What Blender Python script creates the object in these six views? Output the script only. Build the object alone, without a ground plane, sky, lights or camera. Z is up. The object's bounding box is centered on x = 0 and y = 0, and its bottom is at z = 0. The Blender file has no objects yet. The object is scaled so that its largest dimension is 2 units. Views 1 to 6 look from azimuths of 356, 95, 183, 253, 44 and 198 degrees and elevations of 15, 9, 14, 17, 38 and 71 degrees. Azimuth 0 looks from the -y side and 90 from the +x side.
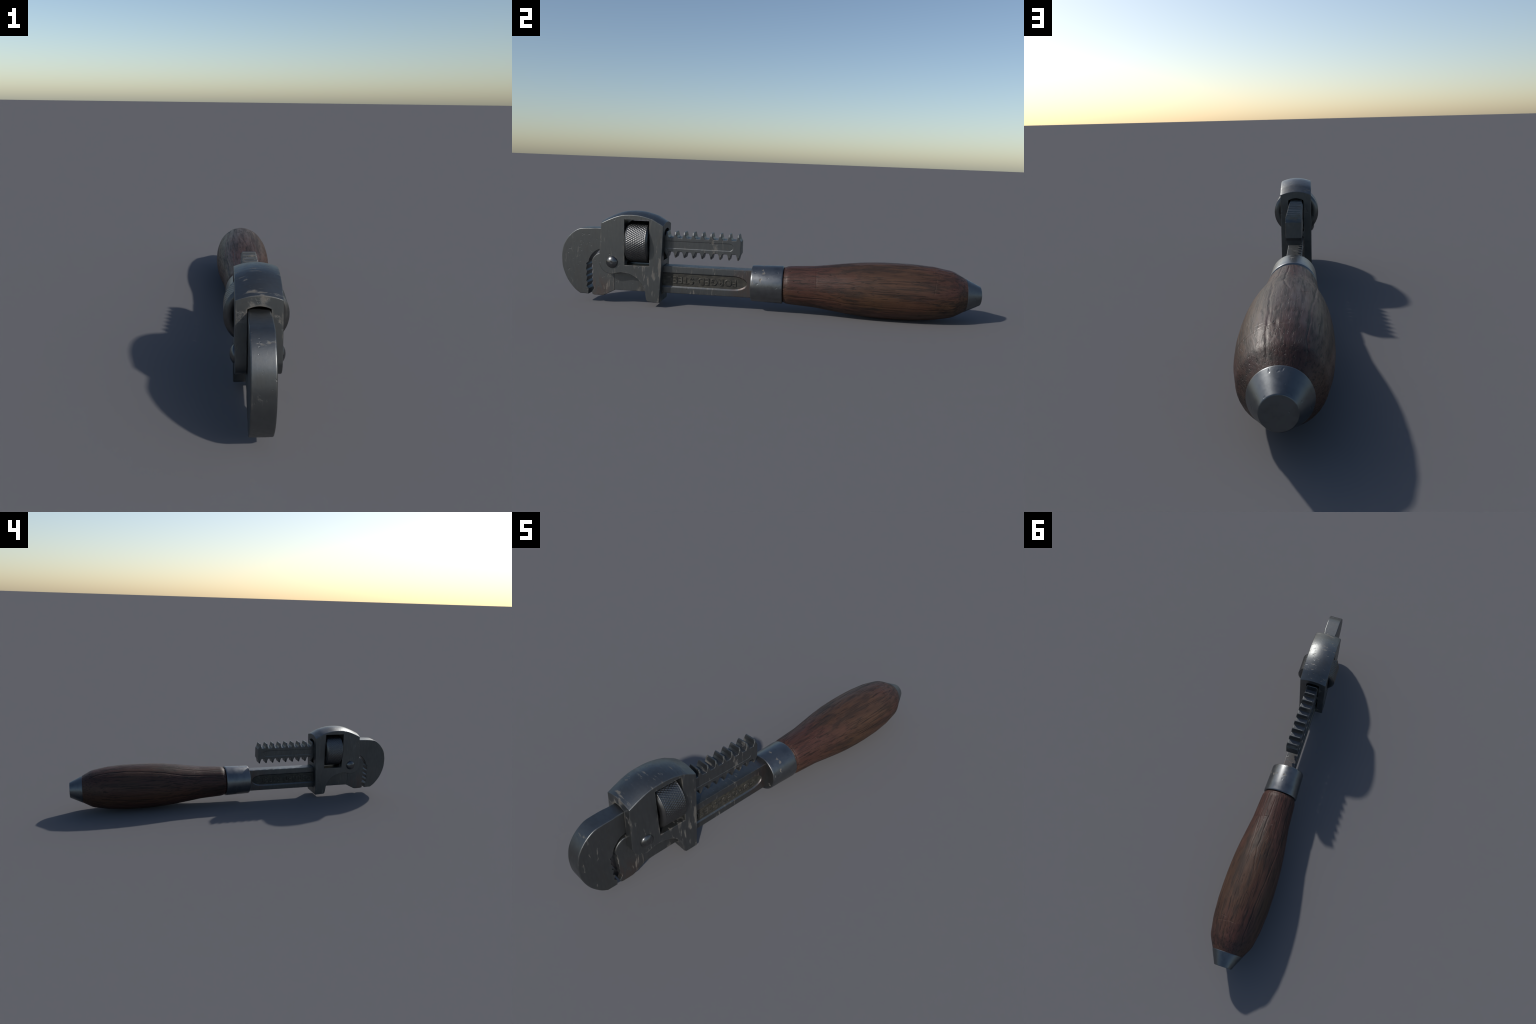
"""Old forged-steel pipe wrench with a turned wooden grip, lying along the y axis."""
import bpy, bmesh, math
import numpy as np
from mathutils import Vector, noise

AXIS_Z = 0.1328          # height of the bar / grip centre line
SCREW_Z = 0.305          # height of the threaded shank and nut centre line

# ------------------------------------------------------------------ materials
class Nodes:
    """Tiny helper that wires shader nodes."""
    def __init__(self, name):
        self.mat = bpy.data.materials.new(name)
        self.mat.use_nodes = True
        self.t = self.mat.node_tree
        self.t.nodes.clear()
        self.out = self.t.nodes.new("ShaderNodeOutputMaterial")
        self.bsdf = self.t.nodes.new("ShaderNodeBsdfPrincipled")
        self.t.links.new(self.bsdf.outputs[0], self.out.inputs[0])
        self.co = self.t.nodes.new("ShaderNodeTexCoord").outputs["Object"]

    def put(self, socket, v):
        if isinstance(v, bpy.types.NodeSocket):
            self.t.links.new(v, socket)
        elif isinstance(v, tuple) and len(v) == 3 and socket.type == "RGBA":
            socket.default_value = (*v, 1)
        else:
            socket.default_value = v

    def mapped(self, scale=(1, 1, 1), loc=(0, 0, 0), co=None):
        n = self.t.nodes.new("ShaderNodeMapping")
        self.put(n.inputs["Vector"], co or self.co)
        n.inputs["Scale"].default_value = scale
        n.inputs["Location"].default_value = loc
        return n.outputs[0]

    def noise(self, scale, vec=None, detail=4, rough=0.55, distort=0.0):
        n = self.t.nodes.new("ShaderNodeTexNoise")
        self.put(n.inputs["Vector"], vec or self.co)
        n.inputs["Scale"].default_value = scale
        n.inputs["Detail"].default_value = detail
        n.inputs["Roughness"].default_value = rough
        n.inputs["Distortion"].default_value = distort
        return n.outputs["Fac"]

    def ramp(self, fac, lo, hi, a=0.0, b=1.0, smooth=True):
        n = self.t.nodes.new("ShaderNodeMapRange")
        n.interpolation_type = "SMOOTHSTEP" if smooth else "LINEAR"
        self.put(n.inputs[0], fac)
        for i, v in enumerate((lo, hi, a, b)):
            n.inputs[1 + i].default_value = v
        return n.outputs[0]

    def math(self, op, a, b=0.0, clamp=False):
        n = self.t.nodes.new("ShaderNodeMath")
        n.operation, n.use_clamp = op, clamp
        self.put(n.inputs[0], a)
        self.put(n.inputs[1], b)
        return n.outputs[0]

    def mix(self, fac, a, b):
        n = self.t.nodes.new("ShaderNodeMix")
        n.data_type = "RGBA"
        self.put(n.inputs[0], fac)
        self.put(n.inputs[6], a)
        self.put(n.inputs[7], b)
        return n.outputs[2]

    def mixf(self, fac, a, b):
        n = self.t.nodes.new("ShaderNodeMix")
        n.data_type = "FLOAT"
        self.put(n.inputs[0], fac)
        self.put(n.inputs[2], a)
        self.put(n.inputs[3], b)
        return n.outputs[0]

    def axis(self, i):
        n = self.t.nodes.new("ShaderNodeSeparateXYZ")
        self.put(n.inputs[0], self.co)
        return n.outputs[i]

    def spot(self, centre, radius):
        """1 near a point of the object, 0 beyond the radius."""
        n = self.t.nodes.new("ShaderNodeVectorMath")
        n.operation = "DISTANCE"
        self.put(n.inputs[0], self.co)
        n.inputs[1].default_value = centre
        return self.ramp(n.outputs["Value"], radius * 0.35, radius, 1.0, 0.0)

    def worn_edge(self, radius):
        """1 on convex or concave edges, from the Bevel node's bent normal."""
        b = self.t.nodes.new("ShaderNodeBevel")
        b.samples = 6
        b.inputs["Radius"].default_value = radius
        g = self.t.nodes.new("ShaderNodeNewGeometry")
        d = self.t.nodes.new("ShaderNodeVectorMath")
        d.operation = "DOT_PRODUCT"
        self.put(d.inputs[0], b.outputs[0])
        self.put(d.inputs[1], g.outputs["Normal"])
        return self.ramp(d.outputs["Value"], 0.99, 0.8, 0.0, 1.0)

    def bump(self, height, strength, distance, base=None):
        n = self.t.nodes.new("ShaderNodeBump")
        n.inputs["Strength"].default_value = strength
        n.inputs["Distance"].default_value = distance
        self.put(n.inputs["Height"], height)
        if base is not None:
            self.put(n.inputs["Normal"], base)
        return n.outputs[0]

    def soft_edge(self, radius):
        b = self.t.nodes.new("ShaderNodeBevel")
        b.samples = 6
        b.inputs["Radius"].default_value = radius
        return b.outputs[0]

    def finish(self, colour, metallic, rough, normal=None):
        self.put(self.bsdf.inputs["Base Color"], colour)
        self.put(self.bsdf.inputs["Metallic"], metallic)
        self.put(self.bsdf.inputs["Roughness"], rough)
        if normal is not None:
            self.put(self.bsdf.inputs["Normal"], normal)
        return self.mat


TAN = (0.128, 0.113, 0.094)      # dried dirt in the chips


def steel(name, base, rough, chips=0.62, edge_gain=0.11, rust=(), seed=0.0, edge=0.0025):
    n = Nodes(name)
    cloud = n.noise(7, n.mapped(loc=(seed, 3, 1)), 5, 0.6)
    grain = n.noise(60, n.mapped((1, 1.6, 0.35), (seed, 0, 0)), 4, 0.6)
    # flaked patches, short along the tool and drawn out across it
    streak = n.noise(58, n.mapped((0.34, 1.3, 0.28), (2 + seed, 7, 4)), 5, 0.62)
    where = n.noise(11, n.mapped((1, 1.3, 0.6), (9 + seed, 1, 5)), 3)
    level = n.math("ADD", n.math("MULTIPLY", streak, 0.72), n.math("MULTIPLY", where, 0.32))
    if edge_gain:
        level = n.math("ADD", level, n.math("MULTIPLY", n.worn_edge(0.016), edge_gain))
    chip = n.ramp(level, chips, chips + 0.085)
    tone = n.ramp(n.math("ADD", n.math("MULTIPLY", cloud, 0.6), n.math("MULTIPLY", grain, 0.4)), 0.3, 0.7)
    colour = n.mix(tone, tuple(c * 0.84 for c in base), tuple(c * 1.12 for c in base))
    smudge = n.ramp(n.noise(13, n.mapped((1, 1.2, 0.6), (seed, 8, 3)), 4, 0.6), 0.50, 0.72, 0.0, 0.35)
    colour = n.mix(smudge, colour, (0.118, 0.110, 0.098))
    for centre, radius in rust:
        patch = n.math("MULTIPLY", n.spot(centre, radius), n.ramp(streak, 0.36, 0.56))
        colour = n.mix(n.math("MULTIPLY", patch, 0.55), colour, (0.140, 0.108, 0.098))
    colour = n.mix(n.math("MULTIPLY", chip, 0.72), colour, TAN)
    metallic = n.mixf(chip, 0.92, 0.25)
    roughness = n.math("ADD", n.mixf(tone, rough + 0.06, rough - 0.05), n.math("MULTIPLY", chip, 0.22))
    pits = n.ramp(n.noise(70, n.mapped(loc=(seed, 5, 2)), 2), 0.66, 0.74, 1.0, 0.0)
    h = n.math("ADD", n.math("MULTIPLY", pits, 0.5), n.math("MULTIPLY", n.math("SUBTRACT", 1.0, chip), 0.6))
    h = n.math("ADD", h, n.math("MULTIPLY", grain, 0.35))
    return n.finish(colour, metallic, roughness, n.bump(h, 0.45, 0.0016, n.soft_edge(edge)))


def smooth_steel(name, base, rough, seed=0.0, chips=0.70):
    n = Nodes(name)
    cloud = n.noise(9, n.mapped(loc=(seed, 3, 1)), 4)
    streak = n.noise(40, n.mapped((0.6, 0.9, 0.6), (2 + seed, 7, 4)), 4, 0.55)
    where = n.noise(8, n.mapped(loc=(9 + seed, 1, 5)), 2)
    level = n.math("ADD", n.math("MULTIPLY", streak, 0.75), n.math("MULTIPLY", where, 0.35))
    chip = n.ramp(level, chips, chips + 0.03)
    colour = n.mix(cloud, tuple(c * 0.88 for c in base), tuple(c * 1.12 for c in base))
    colour = n.mix(n.math("MULTIPLY", chip, 0.85), colour, TAN)
    mottle = n.noise(34, n.mapped((1, 1, 1), (seed, 2, 6)), 5, 0.7)
    colour = n.mix(n.ramp(mottle, 0.42, 0.68, 0.0, 0.45), colour, tuple(c * 0.68 for c in base))
    dents = n.ramp(n.noise(55, n.mapped((1, 0.8, 1), (seed, 5, 2)), 1), 0.68, 0.75, 1.0, 0.0)
    h = n.math("SUBTRACT", n.math("MULTIPLY", dents, 0.7), n.math("MULTIPLY", chip, 0.5))
    roughness = n.math("ADD", n.mixf(mottle, rough + 0.16, rough - 0.12), n.math("MULTIPLY", chip, 0.25))
    return n.finish(colour, n.mixf(chip, 0.95, 0.25), roughness, n.bump(h, 0.4, 0.0015, n.soft_edge(0.003)))


def grime():
    n = Nodes("grimy_recess")
    speck = n.noise(70, n.mapped((1, 0.6, 1)), 5, 0.7)
    cloud = n.noise(14, None, 3)
    colour = n.mix(n.ramp(speck, 0.35, 0.7), (0.028, 0.026, 0.022), (0.072, 0.066, 0.052))
    colour = n.mix(n.ramp(cloud, 0.35, 0.7, 0, 0.5), colour, (0.036, 0.037, 0.035))
    return n.finish(colour, 0.30, n.ramp(speck, 0.3, 0.7, 0.52, 0.7), n.bump(speck, 0.6, 0.0022))


def raised_letters():
    n = Nodes("letter_steel")
    speck = n.noise(80, None, 4, 0.65)
    colour = n.mix(n.ramp(speck, 0.4, 0.66), (0.050, 0.047, 0.040), (0.118, 0.112, 0.098))
    return n.finish(colour, 0.55, 0.45, n.bump(speck, 0.3, 0.0012, n.soft_edge(0.002)))


def wood():
    n = Nodes("oiled_hardwood")
    fibre = n.noise(150, n.mapped((1, 0.03, 1)), 5, 0.62, 0.3)
    fine = n.noise(260, n.mapped((1, 0.05, 1), (4, 0, 2)), 3, 0.6)
    band = n.noise(16, n.mapped((1, 0.10, 1), (1, 6, 3)), 4, 0.55, 0.6)
    hue = n.noise(5, n.mapped((1, 0.5, 1), (5, 1, 0.4)), 2)
    smear = n.noise(38, n.mapped((1, 0.14, 1), (7, 2, 8)), 5, 0.66, 0.4)
    where = n.noise(7, n.mapped((1, 0.5, 1), (3, 9, 4)), 3)
    colour = n.mix(n.ramp(hue, 0.38, 0.62), (0.064, 0.0285, 0.0225), (0.066, 0.0355, 0.0225))
    # tawnier, more orange stripe low along both flanks
    stripe = n.math("MULTIPLY", n.ramp(n.math("ABSOLUTE", n.axis(0)), 0.075, 0.125),
                    n.ramp(n.math("ABSOLUTE", n.math("SUBTRACT", n.axis(2), 0.088)), 0.012, 0.06, 1, 0))
    colour = n.mix(n.math("MULTIPLY", stripe, 0.40), colour, (0.0704, 0.0352, 0.0143))
    colour = n.mix(n.ramp(band, 0.36, 0.62, 0.30, 0.0), colour, (0.0248, 0.0143, 0.0116))
    colour = n.mix(n.ramp(fibre, 0.34, 0.52, 0.85, 0.0), colour, (0.0143, 0.0094, 0.0077))
    colour = n.mix(n.ramp(fine, 0.50, 0.72, 0.0, 0.30), colour, (0.0825, 0.0506, 0.0363))
    stain = n.ramp(n.math("ADD", n.math("MULTIPLY", smear, 0.7), n.math("MULTIPLY", where, 0.42)), 0.575, 0.665)
    colour = n.mix(n.math("MULTIPLY", stain, 0.52), colour, (0.0143, 0.0127, 0.0116))
    pore = n.ramp(n.noise(170, n.mapped((1, 0.16, 1), (6, 3, 1)), 2, 0.5), 0.62, 0.70)
    colour = n.mix(n.math("MULTIPLY", pore, 0.6), colour, (0.016, 0.011, 0.009))
    h = n.math("ADD", n.math("MULTIPLY", fibre, 0.7), n.math("MULTIPLY", fine, 0.3))
    h = n.math("SUBTRACT", h, n.math("MULTIPLY", pore, 0.5))
    rough = n.math("ADD", n.ramp(smear, 0.3, 0.7, 0.37, 0.52), n.math("MULTIPLY", n.ramp(fibre, 0.3, 0.55, 0.12, 0), 1.0))
    n.bsdf.inputs["Specular IOR Level"].default_value = 0.22
    return n.finish(colour, 0.0, rough, n.bump(h, 0.5, 0.0026))


# ------------------------------------------------------------------ mesh helpers
def make_object(name, bm, mats, angle=35, weighted=True):
    bmesh.ops.recalc_face_normals(bm, faces=bm.faces)
    me = bpy.data.meshes.new(name)
    bm.to_mesh(me)
    bm.free()
    for m in mats:
        me.materials.append(m)
    ob = bpy.data.objects.new(name, me)
    bpy.context.scene.collection.objects.link(ob)
    finish_shading(ob, angle, weighted)
    return ob


def finish_shading(ob, angle=35, weighted=True):
    me = ob.data
    me.polygons.foreach_set("use_smooth", [True] * len(me.polygons))
    me.set_sharp_from_angle(angle=math.radians(angle))
    if weighted:
        apply_modifier(ob, "WEIGHTED_NORMAL", keep_sharp=True, weight=70)


def apply_modifier(ob, kind, **settings):
    m = ob.modifiers.new(kind, kind)
    for k, v in settings.items():
        setattr(m, k, v)
    deps = bpy.context.evaluated_depsgraph_get()
    me = bpy.data.meshes.new_from_object(ob.evaluated_get(deps))
    old, ob.data = ob.data, me
    ob.modifiers.remove(m)
    me.name = ob.name
    bpy.data.meshes.remove(old)


def arc_through(pts, n):
    """Catmull-Rom curve through the control points, n steps per span."""
    P = [np.array(p, float) for p in pts]
    P = [2 * P[0] - P[1]] + P + [2 * P[-1] - P[-2]]
    out = []
    for i in range(1, len(P) - 2):
        a, b, c, d = P[i - 1:i + 3]
        for k in range(n):
            t = k / n
            out.append(0.5 * (2 * b + (c - a) * t + (2 * a - 5 * b + 4 * c - d) * t * t + (3 * b - a - 3 * c + d) * t ** 3))
    out.append(P[-2])
    return [tuple(p) for p in out]


def inset(outline, widths):
    """Move every corner of a closed outline inwards by its own width."""
    P = np.array(outline)
    nxt, prv = np.roll(P, -1, 0), np.roll(P, 1, 0)
    area = np.sum(P[:, 0] * nxt[:, 1] - nxt[:, 0] * P[:, 1])
    sign = 1 if area > 0 else -1
    def normal(d):
        d = d / np.maximum(np.linalg.norm(d, axis=1, keepdims=True), 1e-9)
        return np.stack([-d[:, 1], d[:, 0]], 1) * sign
    n1, n2 = normal(P - prv), normal(nxt - P)
    b = n1 + n2
    b /= np.maximum(np.linalg.norm(b, axis=1, keepdims=True), 1e-6)
    c = np.clip(np.sum(b * n1, 1), 0.55, 1)[:, None]
    return P + b / c * np.array(widths)[:, None]


def plate(outline, widths, half, steps=4, inner=()):
    """Thick plate: the (y, z) outline pushed out to x = +-half with rounded rims."""
    layers = []
    for k in range(steps + 1):
        a = math.pi / 2 * k / steps
        layers.append((math.sin(a), 1 - math.cos(a)))     # share of rim width: (across, inwards)
    rows = []
    W = np.array(widths)
    for across, inward in reversed(layers):
        rows.append((-1, across, inset(outline, W * inward)))
    for x in inner:
        rows.append((x / half, None, np.array(outline)))
    for across, inward in layers:
        rows.append((1, across, inset(outline, W * inward)))
    bm = bmesh.new()
    loops = []
    for side, across, yz in rows:
        loop = []
        for (y, z), w in zip(yz, W):
            x = side * half if across is None else side * (half - w * (1 - across))
            loop.append(bm.verts.new((x, y, z)))
        loops.append(loop)
    n = len(outline)
    for a, b in zip(loops, loops[1:]):
        for i in range(n):
            j = (i + 1) % n
            bm.faces.new((a[i], a[j], b[j], b[i]))
    bm.faces.new(loops[0])
    bm.faces.new(list(reversed(loops[-1])))
    return bm


def lathe(profile, segments, centre_z, closed=False):
    """Turn (y, radius) points round a line along y."""
    bm = bmesh.new()
    rings = []
    for y, r in profile:
        if r < 1e-6:
            rings.append([bm.verts.new((0, y, centre_z))])
            continue
        rings.append([bm.verts.new((r * math.cos(t), y, centre_z + r * math.sin(t)))
                      for t in (2 * math.pi * k / segments for k in range(segments))])
    if closed:
        rings.append(rings[0])
    for a, b in zip(rings, rings[1:]):
        for k in range(segments):
            m = (k + 1) % segments
            if len(a) == 1:
                bm.faces.new((a[0], b[k], b[m]))
            elif len(b) == 1:
                bm.faces.new((a[k], b[0], a[m]))
            else:
                bm.faces.new((a[k], b[k], b[m], a[m]))
    return bm


def box_cutter(x, y0, y1, z0, z1, arch=0.0):
    bm = bmesh.new()
    xs = np.linspace(-x, x, 9 if arch else 2)
    ring = [(v, z0) for v in (-x, x)] + [(v, z1 + arch * (1 - (v / x) ** 2)) for v in xs[::-1]]
    a = [bm.verts.new((p, y0, q)) for p, q in ring]
    b = [bm.verts.new((p, y1, q)) for p, q in ring]
    for i in range(len(ring)):
        j = (i + 1) % len(ring)
        bm.faces.new((a[i], a[j], b[j], b[i]))
    bm.faces.new(a)
    bm.faces.new(b)
    return bm


def carve(ob, bm):
    bmesh.ops.recalc_face_normals(bm, faces=bm.faces)
    me = bpy.data.meshes.new("cutter")
    bm.to_mesh(me)
    bm.free()
    cut = bpy.data.objects.new("cutter", me)
    bpy.context.scene.collection.objects.link(cut)
    apply_modifier(ob, "BOOLEAN", object=cut, operation="DIFFERENCE", solver="EXACT")
    bpy.data.objects.remove(cut)
    bpy.data.meshes.remove(me)


# ------------------------------------------------------------------ materials in use
STEEL = (0.124, 0.130, 0.133)
m_yoke = steel("yoke_steel", (0.130, 0.137, 0.140), 0.40, 0.578, 0.085, seed=0.0)
m_jaw = steel("jaw_steel", STEEL, 0.41, 0.636, 0.095, seed=3.0)
m_heel = steel("heel_steel", STEEL, 0.45, 0.600, 0.075, rust=(((0.03, -0.82, 0.06), 0.10), ((-0.03, -0.82, 0.06), 0.10)), seed=6.0)
m_shank = steel("shank_steel", STEEL, 0.42, 0.594, 0.06, seed=9.0)
m_bar = steel("bar_steel", STEEL, 0.42, 0.608, 0.06, rust=(((0.03, -0.08, 0.12), 0.13), ((-0.03, -0.08, 0.12), 0.13)), seed=12.0)
m_nut = smooth_steel("nut_steel", (0.126, 0.127, 0.128), 0.34, 1.0, 0.72)
m_rivet = smooth_steel("rivet_steel", (0.130, 0.133, 0.136), 0.28, 2.0, 0.85)
m_ferrule = smooth_steel("ferrule_steel", (0.172, 0.179, 0.185), 0.35, 4.0, 0.68)
m_cap = smooth_steel("cap_steel", (0.138, 0.147, 0.154), 0.37, 7.0, 0.80)
m_grime = grime()
m_letters = raised_letters()
m_wood = wood()

parts = []

# ------------------------------------------------------------------ yoke (the floating housing)
YOKE_HALF, CROWN = 0.0695, 0.0150
crest = arc_through([(-0.787, 0.3955), (-0.743, 0.4165), (-0.702, 0.4320), (-0.662, 0.4390), (-0.602, 0.4385),
                     (-0.542, 0.4245), (-0.512, 0.4095), (-0.4850, 0.3945)], 4)
ear = arc_through([(-0.7995, 0.215), (-0.7985, 0.200), (-0.785, 0.1715), (-0.760, 0.1555), (-0.738, 0.1515), (-0.712, 0.1575),
                   (-0.690, 0.1605), (-0.660, 0.1570), (-0.639, 0.1500), (-0.614, 0.1370), (-0.600, 0.1220),
                   (-0.587, 0.1040), (-0.5755, 0.0800), (-0.572, 0.0600)], 3)
yoke_outline = (crest + [(-0.4935, 0.205), (-0.5040, 0.0228), (-0.560, 0.0255), (-0.5685, 0.0340)] + ear[::-1] + [(-0.795, 0.290)])
bm = plate(yoke_outline, [0.0028] * len(yoke_outline), YOKE_HALF, 3, inner=np.linspace(-0.055, 0.055, 9))
for v in bm.verts:                      # the back of the yoke is crowned across its width
    up = min(max((v.co.z - 0.33) / 0.06, 0), 1)
    v.co.z += CROWN * up * (1 - (v.co.x / YOKE_HALF) ** 2)
yoke = make_object("yoke", bm, [m_yoke], weighted=False)
carve(yoke, box_cutter(0.0345, -1.0, -0.3, 0.2255, 0.3705, 0.009))      # way for the shank
carve(yoke, box_cutter(0.0347, -1.0, -0.5755, -0.1, 0.300))              # room for the heel jaw
carve(yoke, box_cutter(0.0343, -0.60, -0.3, 0.0605, 0.2005))            # slot for the bar
carve(yoke, box_cutter(0.2, -0.674, -0.5525, 0.1985, 0.4175))           # window for the nut
finish_shading(yoke, 32)
parts.append(yoke)

# ------------------------------------------------------------------ hook jaw
TOOTH, RIM = 0.0012, 0.0042
hook_pts = [(y, z, RIM) for y, z in arc_through(
    [(-0.700, 0.3665), (-0.805, 0.3665), (-0.873, 0.3645), (-0.9160, 0.3575), (-0.9560, 0.3290), (-0.9850, 0.2885),
     (-0.9973, 0.2460), (-1.0000, 0.2080), (-0.9952, 0.1630), (-0.9738, 0.1080), (-0.9392, 0.0625), (-0.9105, 0.0405)], 5)]
hook_pts += [(-0.868, 0.0395, 0.003)]
tip_y, root_y = (-0.8665, -0.8700, -0.8712, -0.8722, -0.8730), (-0.8770, -0.8775, -0.8778, -0.8780, -0.8780)
tip_z, root_z = (0.0660, 0.0960, 0.1250, 0.1530, 0.1830), (0.0765, 0.1040, 0.1315, 0.1610, 0.1885)
for ty, tz, ry, rz in zip(tip_y, tip_z, root_y, root_z):
    hook_pts += [(ty, tz, TOOTH), (ry, rz, TOOTH)]
hook_pts += [(y, z, 0.003) for y, z in arc_through([(-0.8630, 0.2005), (-0.8605, 0.2130), (-0.850, 0.2320), (-0.833, 0.2495), (-0.812, 0.2615), (-0.785, 0.2680)], 4)]
hook_pts += [(-0.700, 0.2680, 0.003)]
hook_pts = hook_pts[::-1]
bm = plate([p[:2] for p in hook_pts], [p[2] for p in hook_pts], 0.0348)
for v in bm.verts:                     # the neck that enters the yoke is ground thinner
    t = min(max((v.co.y + 0.836) / 0.012, 0), 1)
    v.co.x = v.co.x * (1 - 0.07 * t) + 0.0005 * (1 - t)
hook = make_object("hook_jaw", bm, [m_jaw])
parts.append(hook)

# ------------------------------------------------------------------ threaded shank of the hook jaw
PITCH, LAST, END = 0.0433, -0.1335, -0.1195
CORE, TIP, SIDE = 0.0335, 0.0625, 0.0318
heights = []                                         # (y, half height) along the shank
for k in range(13):
    y = LAST - PITCH * k
    heights += [(y + 0.0112, CORE), (y + 0.0066, 0.0430), (y + 0.0031, TIP - 0.0014), (y + 0.0018, TIP),
                (y - 0.0018, TIP), (y - 0.0031, TIP - 0.0014), (y - 0.0066, 0.0430), (y - 0.0112, CORE)]
heights = [(END, CORE - 0.002)] + [(min(y, END - 0.002), h) for y, h in heights] + [(-0.74, CORE)]
GROOVE_END, GROOVE_HALF, GROOVE_DEEP = -0.1570, 0.0185, 0.0011
ys = sorted(set([y for y, _ in heights] + [GROOVE_END - GROOVE_HALF * (1 - math.cos(a)) for a in np.linspace(0, math.pi / 2, 9)]))
hy, hh = zip(*sorted(heights))
bm = bmesh.new()
rings = []
for y in ys:
    h = float(np.interp(y, hy, hh))
    flank = min(h - 0.0018, 0.0490)                  # corners of the teeth are cut off
    top_x = min(SIDE - 0.0018, SIDE - (h - 0.0490) / 2.1)
    u = min(max((GROOVE_END - y) / GROOVE_HALF, 0), 1)
    g = GROOVE_HALF * math.sqrt(1 - (1 - u) ** 2) if u < 1 else GROOVE_HALF
    deep = GROOVE_DEEP if g > 0.004 else 0.0
    g = max(g, 0.004)
    side = [(SIDE, flank), (SIDE, g), (SIDE - deep, g - 0.002), (SIDE - deep, -g + 0.002), (SIDE, -g), (SIDE, -flank)]
    ring = [(top_x, h)] + side + [(top_x, -h)]
    ring += [(-x, z) for x, z in reversed(ring)]
    s = 0.94 if y >= END - 1e-5 else 1.0
    rings.append([bm.verts.new((x * s, y, SCREW_Z - 0.0019 + z)) for x, z in ring])
for a, b in zip(rings, rings[1:]):
    for i in range(len(a)):
        j = (i + 1) % len(a)
        bm.faces.new((a[i], a[j], b[j], b[i]))
bm.faces.new(rings[0])
bm.faces.new(rings[-1])
shank = make_object("threaded_shank", bm, [m_shank], 11)
shank.parent = hook

# ------------------------------------------------------------------ flat bar with its sunk, lettered panel
BAR, B_TOP, B_LOW = 0.0308, 0.1985, 0.0655
PANEL_Z, PANEL_HALF, PANEL_END, PANEL_NOSE, PANEL_DEEP = 0.1310, 0.0360, -0.0865, 0.075, 0.0050
ys = [-0.775, -0.600] + list(np.linspace(-0.56, PANEL_END - PANEL_NOSE, 6)) + \
     [PANEL_END - PANEL_NOSE * (1 - math.sin(a)) for a in np.linspace(0, math.pi / 2, 15)[1:]] + [-0.080, -0.040]
bm = bmesh.new()
rings = []
for y in ys:
    t = (y - (PANEL_END - PANEL_NOSE)) / PANEL_NOSE
    if y <= -0.600 or t >= 0.999:
        g = 0.003
        deep = 0.0
    else:
        g = PANEL_HALF * (1 - max(t, 0) ** 2.3) ** (1 / 2.0)
        g = max(g, 0.003)
        deep = PANEL_DEEP * min(1, g / 0.012)
    r = 0.0030
    slope = min(0.006, g * 0.5)
    side = [(BAR - r, B_TOP), (BAR - 0.3 * r, B_TOP - 0.3 * r), (BAR, B_TOP - r), (BAR, PANEL_Z + g), (BAR - deep * 0.35, PANEL_Z + g - slope * 0.25),
            (BAR - deep, PANEL_Z + g - slope), (BAR - deep, PANEL_Z - g + slope), (BAR - deep * 0.35, PANEL_Z - g + slope * 0.25), (BAR, PANEL_Z - g),
            (BAR, B_LOW + r), (BAR - 0.3 * r, B_LOW + 0.3 * r), (BAR - r, B_LOW)]
    ring = side + [(-x, z) for x, z in reversed(side)]
    rings.append([bm.verts.new((x, y, z)) for x, z in ring])
M = len(rings[0])
for k, (a, b) in enumerate(zip(rings, rings[1:])):
    for i in range(M):
        j = (i + 1) % M
        f = bm.faces.new((a[i], a[j], b[j], b[i]))
        local = i if i < 12 else 22 - i
        if local == 5 and k >= 2 and ys[k + 1] < PANEL_END + 1e-4:
            f.material_index = 1
bm.faces.new(rings[0])
bm.faces.new(rings[-1])
bar = make_object("bar", bm, [m_bar, m_grime], 30)
parts.append(bar)


def lettering(side):
    """FORGED STEEL, raised in the panel and standing on its head, as stamped on the bar."""
    cu = bpy.data.curves.new("lettering", "FONT")
    cu.body, cu.size, cu.extrude, cu.bevel_depth, cu.bevel_resolution = "FORGED STEEL", 1.0, 0.02, 0.012, 1
    cu.space_character = 1.12
    ob = bpy.data.objects.new("lettering_curve", cu)
    bpy.context.scene.collection.objects.link(ob)
    me = bpy.data.meshes.new_from_object(ob.evaluated_get(bpy.context.evaluated_depsgraph_get()))
    bpy.data.objects.remove(ob)
    bpy.data.curves.remove(cu)
    co = np.array([v.co for v in me.vertices])
    lo, hi = co.min(0), co.max(0)
    u = (co[:, 0] - lo[0]) / (hi[0] - lo[0]) - 0.5
    w = (co[:, 1] - lo[1]) / (hi[1] - lo[1]) - 0.5
    d = (co[:, 2] - lo[2]) / (hi[2] - lo[2])
    y0 = -0.306 if side > 0 else -0.314
    floor = BAR - PANEL_DEEP - 0.001
    for v, a, b, c in zip(me.vertices, u, w, d):
        v.co = (side * (floor + c * 0.0038), y0 - side * a * 0.335, PANEL_Z - b * 0.0335)
    bm = bmesh.new()
    bm.from_mesh(me)
    bmesh.ops.recalc_face_normals(bm, faces=bm.faces)
    bm.to_mesh(me)
    bm.free()
    me.name = "lettering"
    me.materials.clear()
    me.materials.append(m_letters)
    ob = bpy.data.objects.new("lettering", me)
    bpy.context.scene.collection.objects.link(ob)
    finish_shading(ob, 40, False)
    ob.parent = bar


lettering(1)
lettering(-1)

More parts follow.
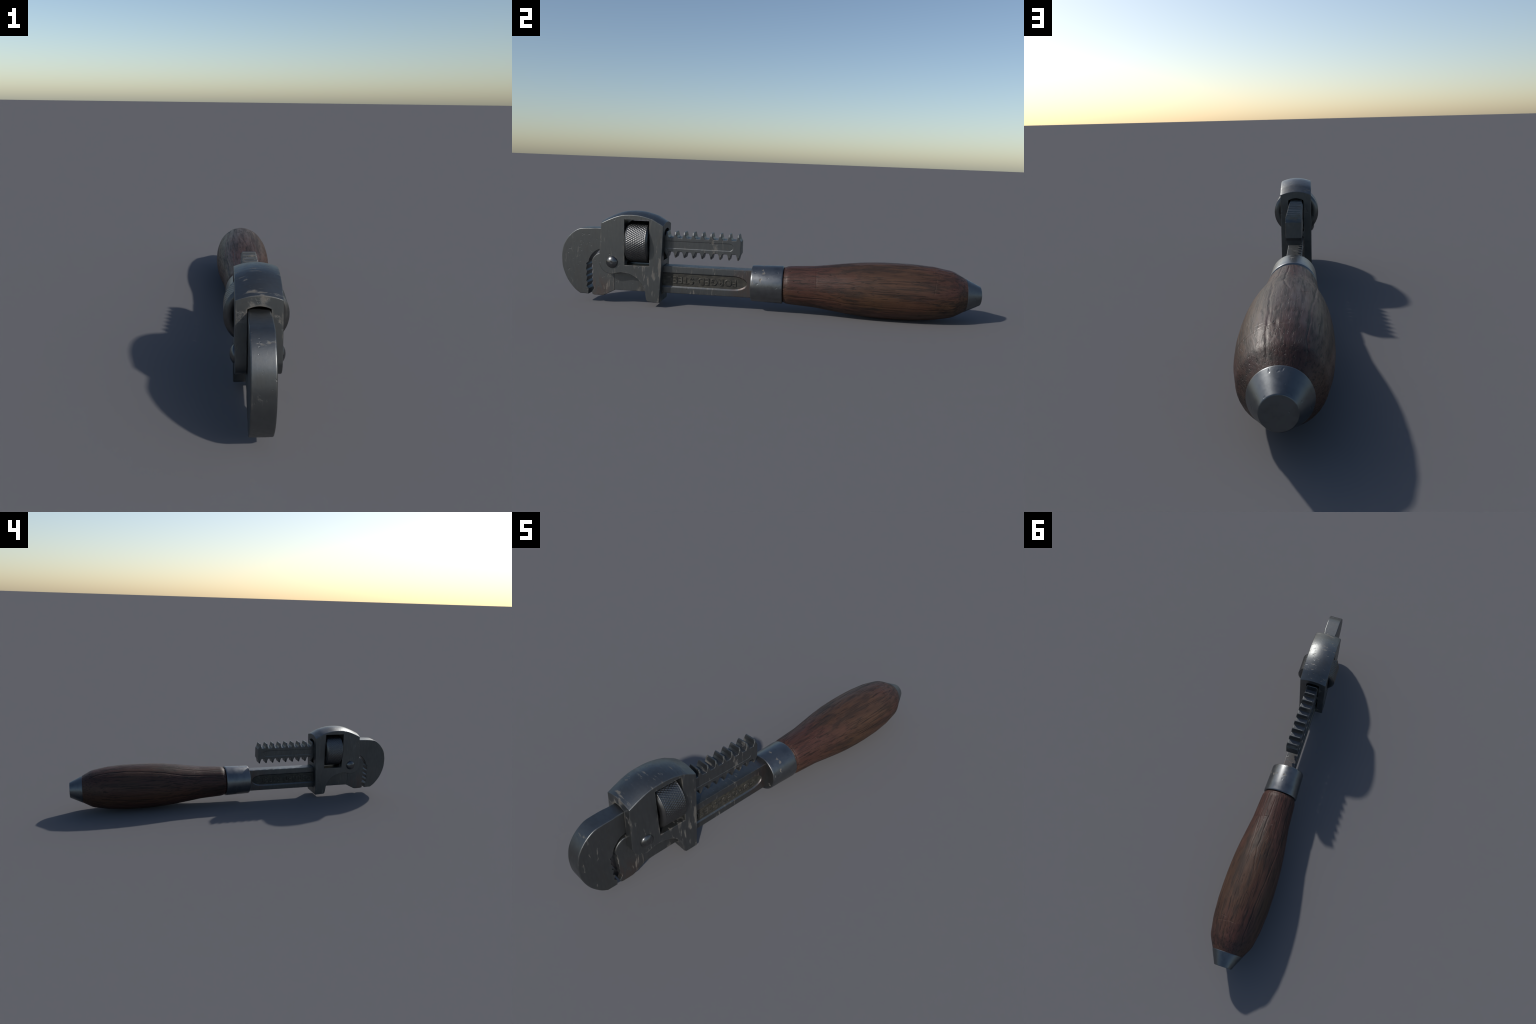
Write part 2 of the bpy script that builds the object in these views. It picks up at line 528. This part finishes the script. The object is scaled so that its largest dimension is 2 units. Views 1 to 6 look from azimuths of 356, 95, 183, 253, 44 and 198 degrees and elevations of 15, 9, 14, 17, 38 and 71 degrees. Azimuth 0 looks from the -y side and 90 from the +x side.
# ------------------------------------------------------------------ heel jaw at the front of the bar
heel_pts = [(y, z, 0.0045) for y, z in arc_through([(-0.690, 0.2460), (-0.795, 0.2460), (-0.813, 0.2440), (-0.828, 0.2375), (-0.842, 0.2235), (-0.8495, 0.2100)], 4)]
heel_pts += [(-0.8500, 0.1925, 0.0015)]
for k, z in enumerate((0.1840, 0.1555, 0.1290, 0.1000)):
    heel_pts += [(-0.8450, z, TOOTH), (-0.8485 - 0.0002 * k, z - 0.0145, TOOTH)]
heel_pts += [(-0.8395, 0.0690, 0.002), (-0.8520, 0.0500, 0.002), (-0.8490, 0.0385, 0.002), (-0.840, 0.0355, 0.003), (-0.7980, 0.0350, 0.003), (-0.7900, 0.0370, 0.003),
             (-0.7400, 0.0630, 0.003), (-0.7380, 0.0690, 0.003), (-0.7375, 0.1500, 0.003), (-0.690, 0.1950, 0.003)]
heel_pts = heel_pts[::-1]
bm = plate([p[:2] for p in heel_pts], [p[2] for p in heel_pts], 0.0325)
heel = make_object("heel_jaw", bm, [m_heel])
parts.append(heel)
# fillet where the bar swells into the heel jaw, underneath the neck
neck = [(-0.745, 0.0605), (-0.7385, 0.0640), (-0.722, 0.0690), (-0.705, 0.0695), (-0.690, 0.0720), (-0.690, 0.10), (-0.745, 0.10)]
bm = plate(neck, [0.0015] * len(neck), BAR - 0.0006, 2)
fillet = make_object("heel_neck", bm, [m_heel])
fillet.parent = heel

# ------------------------------------------------------------------ knurled adjusting nut
NUT_R, NUT_A, NUT_B, RINGS, SEG = 0.1022, -0.6685, -0.5560, 96, 960
KNURL, HELIX = 60, 0.62
prof = [(NUT_A + 0.004, 0.069), (NUT_A, 0.073), (NUT_A, 0.0905), (NUT_A + 0.0012, 0.0940), (NUT_A + 0.0045, 0.0972)]
k0, k1 = NUT_A + 0.0085, NUT_B - 0.0085
prof += [(y, NUT_R) for y in np.linspace(k0, k1, RINGS)]
prof += [(NUT_B - 0.0045, 0.0972), (NUT_B - 0.0012, 0.0940), (NUT_B, 0.0905), (NUT_B, 0.073), (NUT_B - 0.004, 0.069)]
bm = lathe(prof, SEG, SCREW_Z, closed=True)
for v in bm.verts:
    x, y, z = v.co.x, v.co.y, v.co.z - SCREW_Z
    r = math.hypot(x, z)
    if r < NUT_R - 0.0005:
        continue
    arc = math.atan2(z, x) * NUT_R
    step = 2 * math.pi * NUT_R / KNURL
    cut = 0.0
    for s in (-1, 1):                   # two crossing sets of V grooves
        ph = (arc + s * (y - NUT_A) * HELIX) / step
        d = abs(ph - round(ph)) * 2     # 0 in the groove, 1 on the ridge
        cut = max(cut, 1 - d)
    fade = min(1, min(y - k0, k1 - y) / 0.004 + 0.05)
    q = (r - 0.0018 * cut * max(fade, 0)) / r
    v.co.x, v.co.z = x * q, SCREW_Z + z * q
nut = make_object("knurled_nut", bm, [m_nut], 50, weighted=False)
parts.append(nut)

# ------------------------------------------------------------------ rivets through the yoke and the heel jaw
RIVET_Y, RIVET_Z = -0.7355, 0.2105
for side in (1, -1):
    dome = [(0.060, 0.0275), (0.0690, 0.0282), (0.0705, 0.0283), (0.0735, 0.0268), (0.0770, 0.0225), (0.0803, 0.0165), (0.0825, 0.0110),
            (0.0832, 0.0075), (0.0833, 0.0050), (0.0831, 0.0030), (0.0830, 0.0)]
    bm = lathe(dome, 48, 0.0)
    for v in bm.verts:
        x, y, z = v.co
        v.co = (side * y, RIVET_Y + x, RIVET_Z + z)
    parts.append(make_object("rivet", bm, [m_rivet], 60, weighted=False))

# ------------------------------------------------------------------ ferrule, grip, end cap
bm = lathe([(-0.0640, 0.0), (-0.0640, 0.0780), (-0.0655, 0.0815), (-0.0650, 0.0845), (-0.0625, 0.0862), (-0.058, 0.0868), (0.0100, 0.0885), (0.0790, 0.0908),
            (0.0830, 0.0902), (0.0850, 0.0880), (0.0855, 0.0840), (0.0855, 0.0)], 96, AXIS_Z)
parts.append(make_object("ferrule", bm, [m_ferrule], 40, weighted=False))

grip_profile = [(0.0845, 0.0800), (0.0885, 0.0845), (0.0960, 0.0890), (0.1060, 0.0925), (0.2400, 0.1010), (0.3150, 0.1115), (0.3900, 0.1218), (0.4600, 0.1290),
                (0.5350, 0.1332), (0.6100, 0.1345), (0.6900, 0.1335), (0.7850, 0.1262), (0.8750, 0.1095), (0.9310, 0.0785)]
gy, gr = np.array(grip_profile).T
NA, NL = 288, 460
line = np.concatenate([np.linspace(0.0845, 0.110, 16)[:-1], np.linspace(0.110, 0.931, NL)])
radius = sum(np.interp(line + o, gy, gr) for o in (-0.012, -0.006, 0, 0.006, 0.012)) / 5
radius = np.where(line < 0.094, np.interp(line, gy, gr), radius)
radius = np.where(line > 0.918, np.interp(line, gy, gr), radius)
angle = np.arange(NA) * 2 * math.pi / NA
Y, A = np.meshgrid(line, angle, indexing="ij")
Rr = np.repeat(radius[:, None], NA, 1)


def valley(depth, width, path, loop=False):
    """A groove along (y, degrees) way points; returns how far it sinks each vertex."""
    p = np.array(path, float)
    order = np.argsort(p[:, 0])
    p = p[order]
    mid = np.radians(np.interp(Y, p[:, 0], p[:, 1])) + 0.012 * np.sin(Y * 31 + p[0, 1]) + 0.006 * np.sin(Y * 83 + p[0, 1])
    off = np.abs((A - mid + math.pi) % (2 * math.pi) - math.pi) * Rr
    ends = np.clip((Y - p[0, 0]) / 0.03, 0, 1) * np.clip((p[-1, 0] - Y) / 0.03, 0, 1)
    return depth * ends * np.exp(-(off / width) ** 2)


def nick(depth, width, path):
    """A short cut across the grain along (degrees, y) way points."""
    p = np.array(path, float)
    p = p[np.argsort(p[:, 0])]
    deg = np.degrees(A) % 360
    deg = np.where(deg > 250, deg - 360, deg)
    off = np.abs(Y - np.interp(deg, p[:, 0], p[:, 1]))
    ends = np.clip((deg - p[0, 0]) / 6, 0, 1) * np.clip((p[-1, 0] - deg) / 6, 0, 1)
    return depth * ends * np.exp(-(off / width) ** 2)


sink = np.zeros_like(Y)
for d, w, path in (
        (0.0022, 0.0022, [(0.10, 68), (0.40, 66), (0.51, 70), (0.75, 73), (0.92, 70)]),
        (0.0026, 0.0023, [(0.10, 142), (0.24, 141), (0.38, 137), (0.525, 127), (0.68, 121), (0.82, 120), (0.91, 129)]),
        (0.0018, 0.0026, [(0.10, 110), (0.24, 120), (0.39, 113), (0.47, 112)]),
        (0.0018, 0.0026, [(0.12, 84), (0.41, 83), (0.55, 95)]),
        (0.0014, 0.0022, [(0.09, 55), (0.24, 56), (0.39, 67)]),
        (0.0016, 0.0024, [(0.10, -26), (0.30, -22), (0.44, -25), (0.61, -24), (0.90, -29)]),
        (0.0012, 0.0022, [(0.22, 21), (0.39, 19), (0.60, 24), (0.78, 28)]),
        (0.0018, 0.0026, [(0.15, 200), (0.45, 205), (0.70, 198), (0.88, 203)]),
        (0.0016, 0.0024, [(0.12, 238), (0.40, 244), (0.65, 240)]),
        (0.0018, 0.0026, [(0.30, 290), (0.55, 284), (0.90, 288)])):
    sink = np.maximum(sink, valley(d, w, path))
for d, w, path in (
        (0.0016, 0.0012, [(6, 0.244), (30, 0.242), (60, 0.240), (84, 0.236)]),
        (0.0014, 0.0012, [(48, 0.768), (71, 0.776)]),
        (0.0016, 0.0012, [(5, 0.769), (45, 0.783)]),
        (0.0014, 0.0012, [(36, 0.800), (59, 0.793), (77, 0.789), (94, 0.792)]),
        (0.0013, 0.0012, [(104, 0.565), (122, 0.500)]),
        (0.0013, 0.0012, [(180, 0.620), (215, 0.632)])):
    sink = np.maximum(sink, nick(d, w, path))
lift = np.zeros_like(Y)
for i in range(Y.shape[0]):
    for j in range(NA):
        c, s = math.cos(angle[j]), math.sin(angle[j])
        r, y = 0.118, line[i]
        fibre = noise.noise((c * r * 150, y * 7, s * r * 150))
        dent = noise.noise((c * r * 42, y * 16 + 5, s * r * 42))
        worn = max(0, 1 - ((y - 0.74) / 0.17) ** 2 - ((math.degrees(angle[j]) - 84) / 34) ** 2)   # chipped patch on top, near the butt
        chip = noise.noise((c * r * 95, y * 30 + 9, s * r * 95))
        lift[i, j] = 0.0003 * fibre - 0.0018 * max(0, dent - 0.40) - 0.0030 * worn * max(0, chip - 0.18)
fade = np.clip((Y - 0.088) / 0.01, 0, 1) * np.clip((0.931 - Y) / 0.006, 0, 1)
Rr = Rr - 0.0017 + (lift - 0.8 * sink) * fade
bm = bmesh.new()
X, Z = Rr * np.cos(A), AXIS_Z + Rr * np.sin(A)
grid = [[bm.verts.new((X[i, j], Y[i, j], Z[i, j])) for j in range(NA)] for i in range(Y.shape[0])]
for a, b in zip(grid, grid[1:]):
    for j in range(NA):
        k = (j + 1) % NA
        bm.faces.new((a[j], b[j], b[k], a[k]))
bm.faces.new(grid[0])
bm.faces.new(grid[-1])
parts.append(make_object("grip", bm, [m_wood], 60, weighted=False))

bm = lathe([(0.9280, 0.0), (0.9280, 0.0770), (0.9305, 0.0777), (0.9335, 0.0772), (0.9980, 0.0452), (0.9995, 0.0438), (1.0000, 0.0425), (1.0000, 0.0)], 96, AXIS_Z)
parts.append(make_object("end_cap", bm, [m_cap], 30))

# ------------------------------------------------------------------ one thing
wrench = bpy.data.objects.new("pipe_wrench", None)
bpy.context.scene.collection.objects.link(wrench)
wrench["label"] = "old steel pipe wrench with a brown wooden grip"
wrench["category"] = "pipe wrench"
for p in parts:
    p.parent = wrench
